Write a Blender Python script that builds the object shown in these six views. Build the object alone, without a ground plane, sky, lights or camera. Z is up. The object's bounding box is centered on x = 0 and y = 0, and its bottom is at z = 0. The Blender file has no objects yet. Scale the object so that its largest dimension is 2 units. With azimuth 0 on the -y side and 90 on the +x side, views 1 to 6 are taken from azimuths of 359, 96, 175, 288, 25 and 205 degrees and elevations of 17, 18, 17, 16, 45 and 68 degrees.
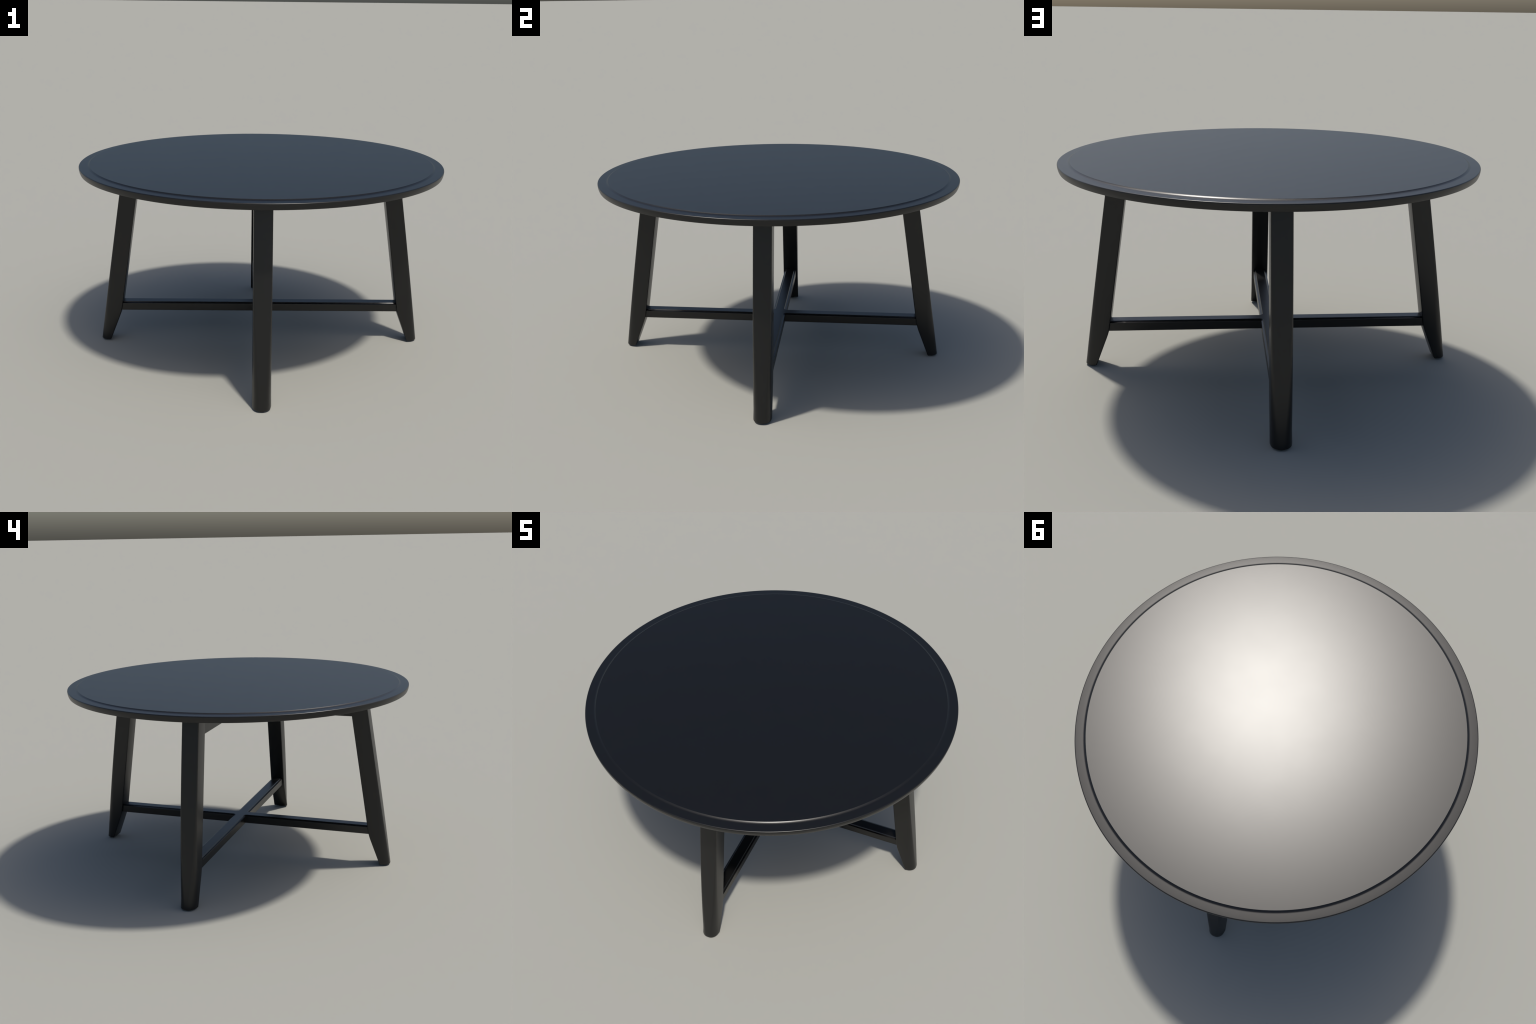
"""Round black-lacquered coffee table: stepped disc top, four splayed legs,
crossed stretcher near the floor and crossed rails under the top."""
import bpy, bmesh, math
from mathutils import Matrix, Vector

# ------------------------------------------------------------------ sizes (m)
TOP_RADIUS = 1.0
TOP_UNDER = 1.0343           # underside of the top
RIM_Z = 1.0691               # low rim around the raised disc
DISC_Z = 1.0744              # raised disc
LEG_HALF_WIDTH = 0.0470
FOOT_Z = 0.0050              # legs end here, on thin glides
KNEE_Z = 0.185               # where the inner face breaks towards the foot
RAIL_HALF_WIDTH = 0.021
RAIL_Z = 0.8915


# ------------------------------------------------------------------ materials
def lacquer(name, base, rough):
    """Satin black paint: nearly even colour, faint orange-peel in the gloss."""
    m = bpy.data.materials.new(name)
    m.use_nodes = True
    nt = m.node_tree
    n, l = nt.nodes, nt.links
    bsdf = n["Principled BSDF"]
    tc = n.new("ShaderNodeTexCoord")
    noise = n.new("ShaderNodeTexNoise")
    noise.inputs["Scale"].default_value = 9.0
    noise.inputs["Detail"].default_value = 3.0
    l.new(tc.outputs["Object"], noise.inputs["Vector"])
    ramp = n.new("ShaderNodeValToRGB")
    ramp.color_ramp.elements[0].position = 0.3
    ramp.color_ramp.elements[1].position = 0.7
    ramp.color_ramp.elements[0].color = (*[c * 0.97 for c in base], 1)
    ramp.color_ramp.elements[1].color = (*[c * 1.03 for c in base], 1)
    l.new(noise.outputs["Fac"], ramp.inputs["Fac"])
    l.new(ramp.outputs["Color"], bsdf.inputs["Base Color"])
    mr = n.new("ShaderNodeMapRange")
    mr.inputs["To Min"].default_value = rough - 0.004
    mr.inputs["To Max"].default_value = rough + 0.004
    l.new(noise.outputs["Fac"], mr.inputs["Value"])
    l.new(mr.outputs["Result"], bsdf.inputs["Roughness"])
    bsdf.inputs["IOR"].default_value = 1.5
    return m


PAINT = lacquer("black_satin_paint", (0.0048, 0.0046, 0.0042), 0.33)
STEEL = lacquer("pale_steel", (0.45, 0.45, 0.44), 0.40)


# ------------------------------------------------------------------ mesh helpers
def loft(name, loops, cap_start=True, cap_end=True, angle=30.0, flat_caps=True):
    """Skin a list of closed loops (same point count) into a closed mesh."""
    bm = bmesh.new()
    rows = [[bm.verts.new(p) for p in loop] for loop in loops]
    n = len(rows[0])
    for a, b in zip(rows, rows[1:]):
        for i in range(n):
            j = (i + 1) % n
            bm.faces.new((a[i], a[j], b[j], b[i]))
    if cap_start:
        bm.faces.new(rows[0][::-1])
    if cap_end:
        bm.faces.new(rows[-1])
    bmesh.ops.remove_doubles(bm, verts=bm.verts, dist=1e-6)
    bmesh.ops.recalc_face_normals(bm, faces=bm.faces)
    limit = math.radians(angle)
    for f in bm.faces:
        f.smooth = True
    for e in bm.edges:
        e.smooth = e.is_manifold and e.calc_face_angle(0.0) < limit
        if flat_caps and any(len(f.verts) > 4 for f in e.link_faces):
            e.smooth = False
    me = bpy.data.meshes.new(name)
    bm.to_mesh(me)
    bm.free()
    me.materials.append(PAINT)
    return me


def add(name, mesh, parent, angle=0.0):
    o = bpy.data.objects.new(name, mesh)
    bpy.context.scene.collection.objects.link(o)
    o.parent = parent
    o.rotation_euler = (0, 0, angle)
    return o


# ------------------------------------------------------------------ tabletop
def tabletop_mesh(segments=360):
    prof = [(0.62, TOP_UNDER), (0.97, TOP_UNDER)]
    prof += [(0.9880, TOP_UNDER), (0.9920, TOP_UNDER + 0.0004)]
    # edge: tucked in at the bottom, fullest just below the upper arris
    for k in range(9):
        t = 1 - k / 8
        prof.append((TOP_RADIUS - 0.0060 * t * t, 1.0632 - 0.0277 * t))
    # upper arris, rolling into the slightly falling rim
    rr = 0.0045
    top_edge = RIM_Z - 0.0014
    for k in range(1, 7):
        a = math.radians(88 * k / 6)
        prof.append((TOP_RADIUS - rr + rr * math.cos(a), top_edge - rr + rr * math.sin(a)))
    # rim, then a hollow cove climbing to the sharp edge of the raised disc
    r0, r1 = 0.9560, 0.9430
    for r in (0.9945, 0.980, 0.9595):
        prof.append((r, RIM_Z - 0.0014 * (r - 0.957) / 0.039))
    rise = DISC_Z - RIM_Z
    for k in range(9):
        t = k / 8
        prof.append((r0 + (r1 - r0) * t, RIM_Z + rise * t ** 1.75))
    prof += [(0.90, DISC_Z), (0.5, DISC_Z)]
    loops = [[(r * math.cos(math.tau * i / segments), r * math.sin(math.tau * i / segments), z)
              for i in range(segments)] for r, z in prof]
    return loft("tabletop", loops, angle=24)


# ------------------------------------------------------------------ legs (built along +x)
def outer_r(z):
    return 0.9340 - 0.1590 * z


def inner_r(z):
    straight = 0.8345 - 0.1555 * z
    if z >= KNEE_Z + 0.03:
        return straight
    knee = 0.8345 - 0.1555 * KNEE_Z
    foot = 0.8775 + (knee - 0.8775) * z / KNEE_Z
    if z <= KNEE_Z - 0.03:
        return foot
    t = (z - KNEE_Z + 0.03) / 0.06          # short soft bend at the knee
    za, zb = KNEE_Z - 0.03, KNEE_Z + 0.03
    pa = 0.8775 + (knee - 0.8775) * za / KNEE_Z
    pb = 0.8345 - 0.1555 * zb
    return (1 - t) ** 2 * pa + 2 * t * (1 - t) * knee + t * t * pb


def leg_section(z, inset=0.0):
    """Horizontal section: square inner side, outer corners that grow rounder
    towards the foot until the front is a half round."""
    ro, ri = outer_r(z) - inset, inner_r(z) + inset
    wo, wi = LEG_HALF_WIDTH - 0.0006 - inset, LEG_HALF_WIDTH + 0.0006 - inset
    ft = 0.0048 + 0.037 * max(0.0, 1 - z / 0.9) ** 2.5     # across the leg
    ft = min(ft, wo - 0.001)
    fr = min(1.6 * ft, ro - ri - 0.008)                    # along the radius
    g = 0.0048
    pts = []
    for cx, cy, rx, ry, a0, n in ((ro - fr, wo - ft, fr, ft, 0, 13), (ri + g, wi - g, g, g, 90, 5),
                                  (ri + g, -wi + g, g, g, 180, 5), (ro - fr, -wo + ft, fr, ft, 270, 13)):
        for k in range(n):
            a = math.radians(a0 + 90 * k / (n - 1))
            pts.append((cx + rx * math.cos(a), cy + ry * math.sin(a), z))
    return pts


def leg_mesh():
    b, z0 = 0.0035, FOOT_Z                   # rounded bottom arris
    levels = []
    for k in range(5):
        a = math.radians(90 * k / 4)
        levels.append((z0 + b - b * math.cos(a), b - b * math.sin(a)))
    zs = [0.03, 0.06, 0.09, 0.12, 0.145, 0.155, 0.165, 0.175, 0.185, 0.195, 0.205, 0.215, 0.235]
    zs += [0.27 + 0.06 * k for k in range(10)] + [0.88, 0.96, TOP_UNDER + 0.002]
    levels += [(z, 0.0) for z in zs]
    return loft("leg", [leg_section(z, i) for z, i in levels], angle=40)


# ------------------------------------------------------------------ glides under the feet
def glide_mesh(n=40):
    cx = 0.5 * (outer_r(0) + inner_r(0)) - 0.002
    prof = [(0.0205, 0.0), (0.0215, 0.001), (0.0215, FOOT_Z + 0.001)]
    return loft("foot_glide", [[(cx + r * math.cos(math.tau * i / n), 1.25 * r * math.sin(math.tau * i / n), z)
                                for i in range(n)] for r, z in prof])


# ------------------------------------------------------------------ bolt heads high on the legs
def bolt_mesh(n=28):
    z = 0.995
    tilt = math.atan(0.159)                  # the outer face leans back by this slope
    frame = Matrix.Translation((outer_r(z), 0, z)) @ Matrix.Rotation(math.pi / 2 - tilt, 4, 'Y')
    prof = [(0.0120, -0.004), (0.0120, 0.0008), (0.0110, 0.0016), (0.0068, 0.0016), (0.0060, 0.0006)]
    me = loft("bolt", [[tuple(frame @ Vector((r * math.cos(math.tau * i / n), r * math.sin(math.tau * i / n), h)))
                        for i in range(n)] for r, h in prof])
    me.materials.append(STEEL)
    me.polygons[len(me.polygons) - 1].material_index = 1      # pale socket in the middle
    return me


# ------------------------------------------------------------------ crossed stretcher
def plus_outline(w, length, z, fillet, n=7):
    """Plus-shaped loop with arms of half width w and filleted inner corners."""
    pts = []
    for q in range(4):
        c, s = math.cos(q * math.pi / 2), math.sin(q * math.pi / 2)
        local = [(length, -w), (length, w)]
        local += [(x, w) for x in (0.5, 0.25)]
        cx = w + fillet
        for k in range(n):
            a = math.radians(-90 - 90 * k / (n - 1))
            local.append((cx + fillet * math.cos(a), cx + fillet * math.sin(a)))
        local += [(w, 0.25), (w, 0.5)]
        pts += [(x * c - y * s, x * s + y * c, z) for x, y in local]
    return pts


def stretcher_mesh():
    L = 0.812
    prof = [  # half width, height, inner-corner fillet
        (0.0365, 0.1890, 0.0004), (0.0375, 0.1900, 0.0004),
        (0.0375, 0.2302, 0.0004), (0.0372, 0.2314, 0.003),
        (0.0330, 0.2327, 0.010), (0.0287, 0.2341, 0.017),
        (0.0250, 0.2389, 0.021)]
    return loft("cross_stretcher", [plus_outline(w, L, z, f) for w, z, f in prof], angle=14)


# ------------------------------------------------------------------ rails under the top
def rail_cross_mesh():
    # stop just inside the legs
    w, b = RAIL_HALF_WIDTH, 0.002
    prof = [(w - b, RAIL_Z), (w, RAIL_Z + b), (w, TOP_UNDER + 0.002)]
    return loft("top_rail", [plus_outline(x, 0.705, z, 0.0004) for x, z in prof], angle=30)


# ------------------------------------------------------------------ assembly
table = bpy.data.objects.new("coffee_table", None)
bpy.context.scene.collection.objects.link(table)
table["label"] = "round black coffee table with four splayed legs and crossed stretcher"
table["category"] = "coffee table"

add("tabletop", tabletop_mesh(), table)
leg = leg_mesh()
glide = glide_mesh()
bolt = bolt_mesh()
for q in range(4):
    one = add("leg", leg, table, q * math.pi / 2)
    add("foot_glide", glide, one)
    add("bolt", bolt, one)
add("cross_stretcher", stretcher_mesh(), table)
add("top_rail", rail_cross_mesh(), table)
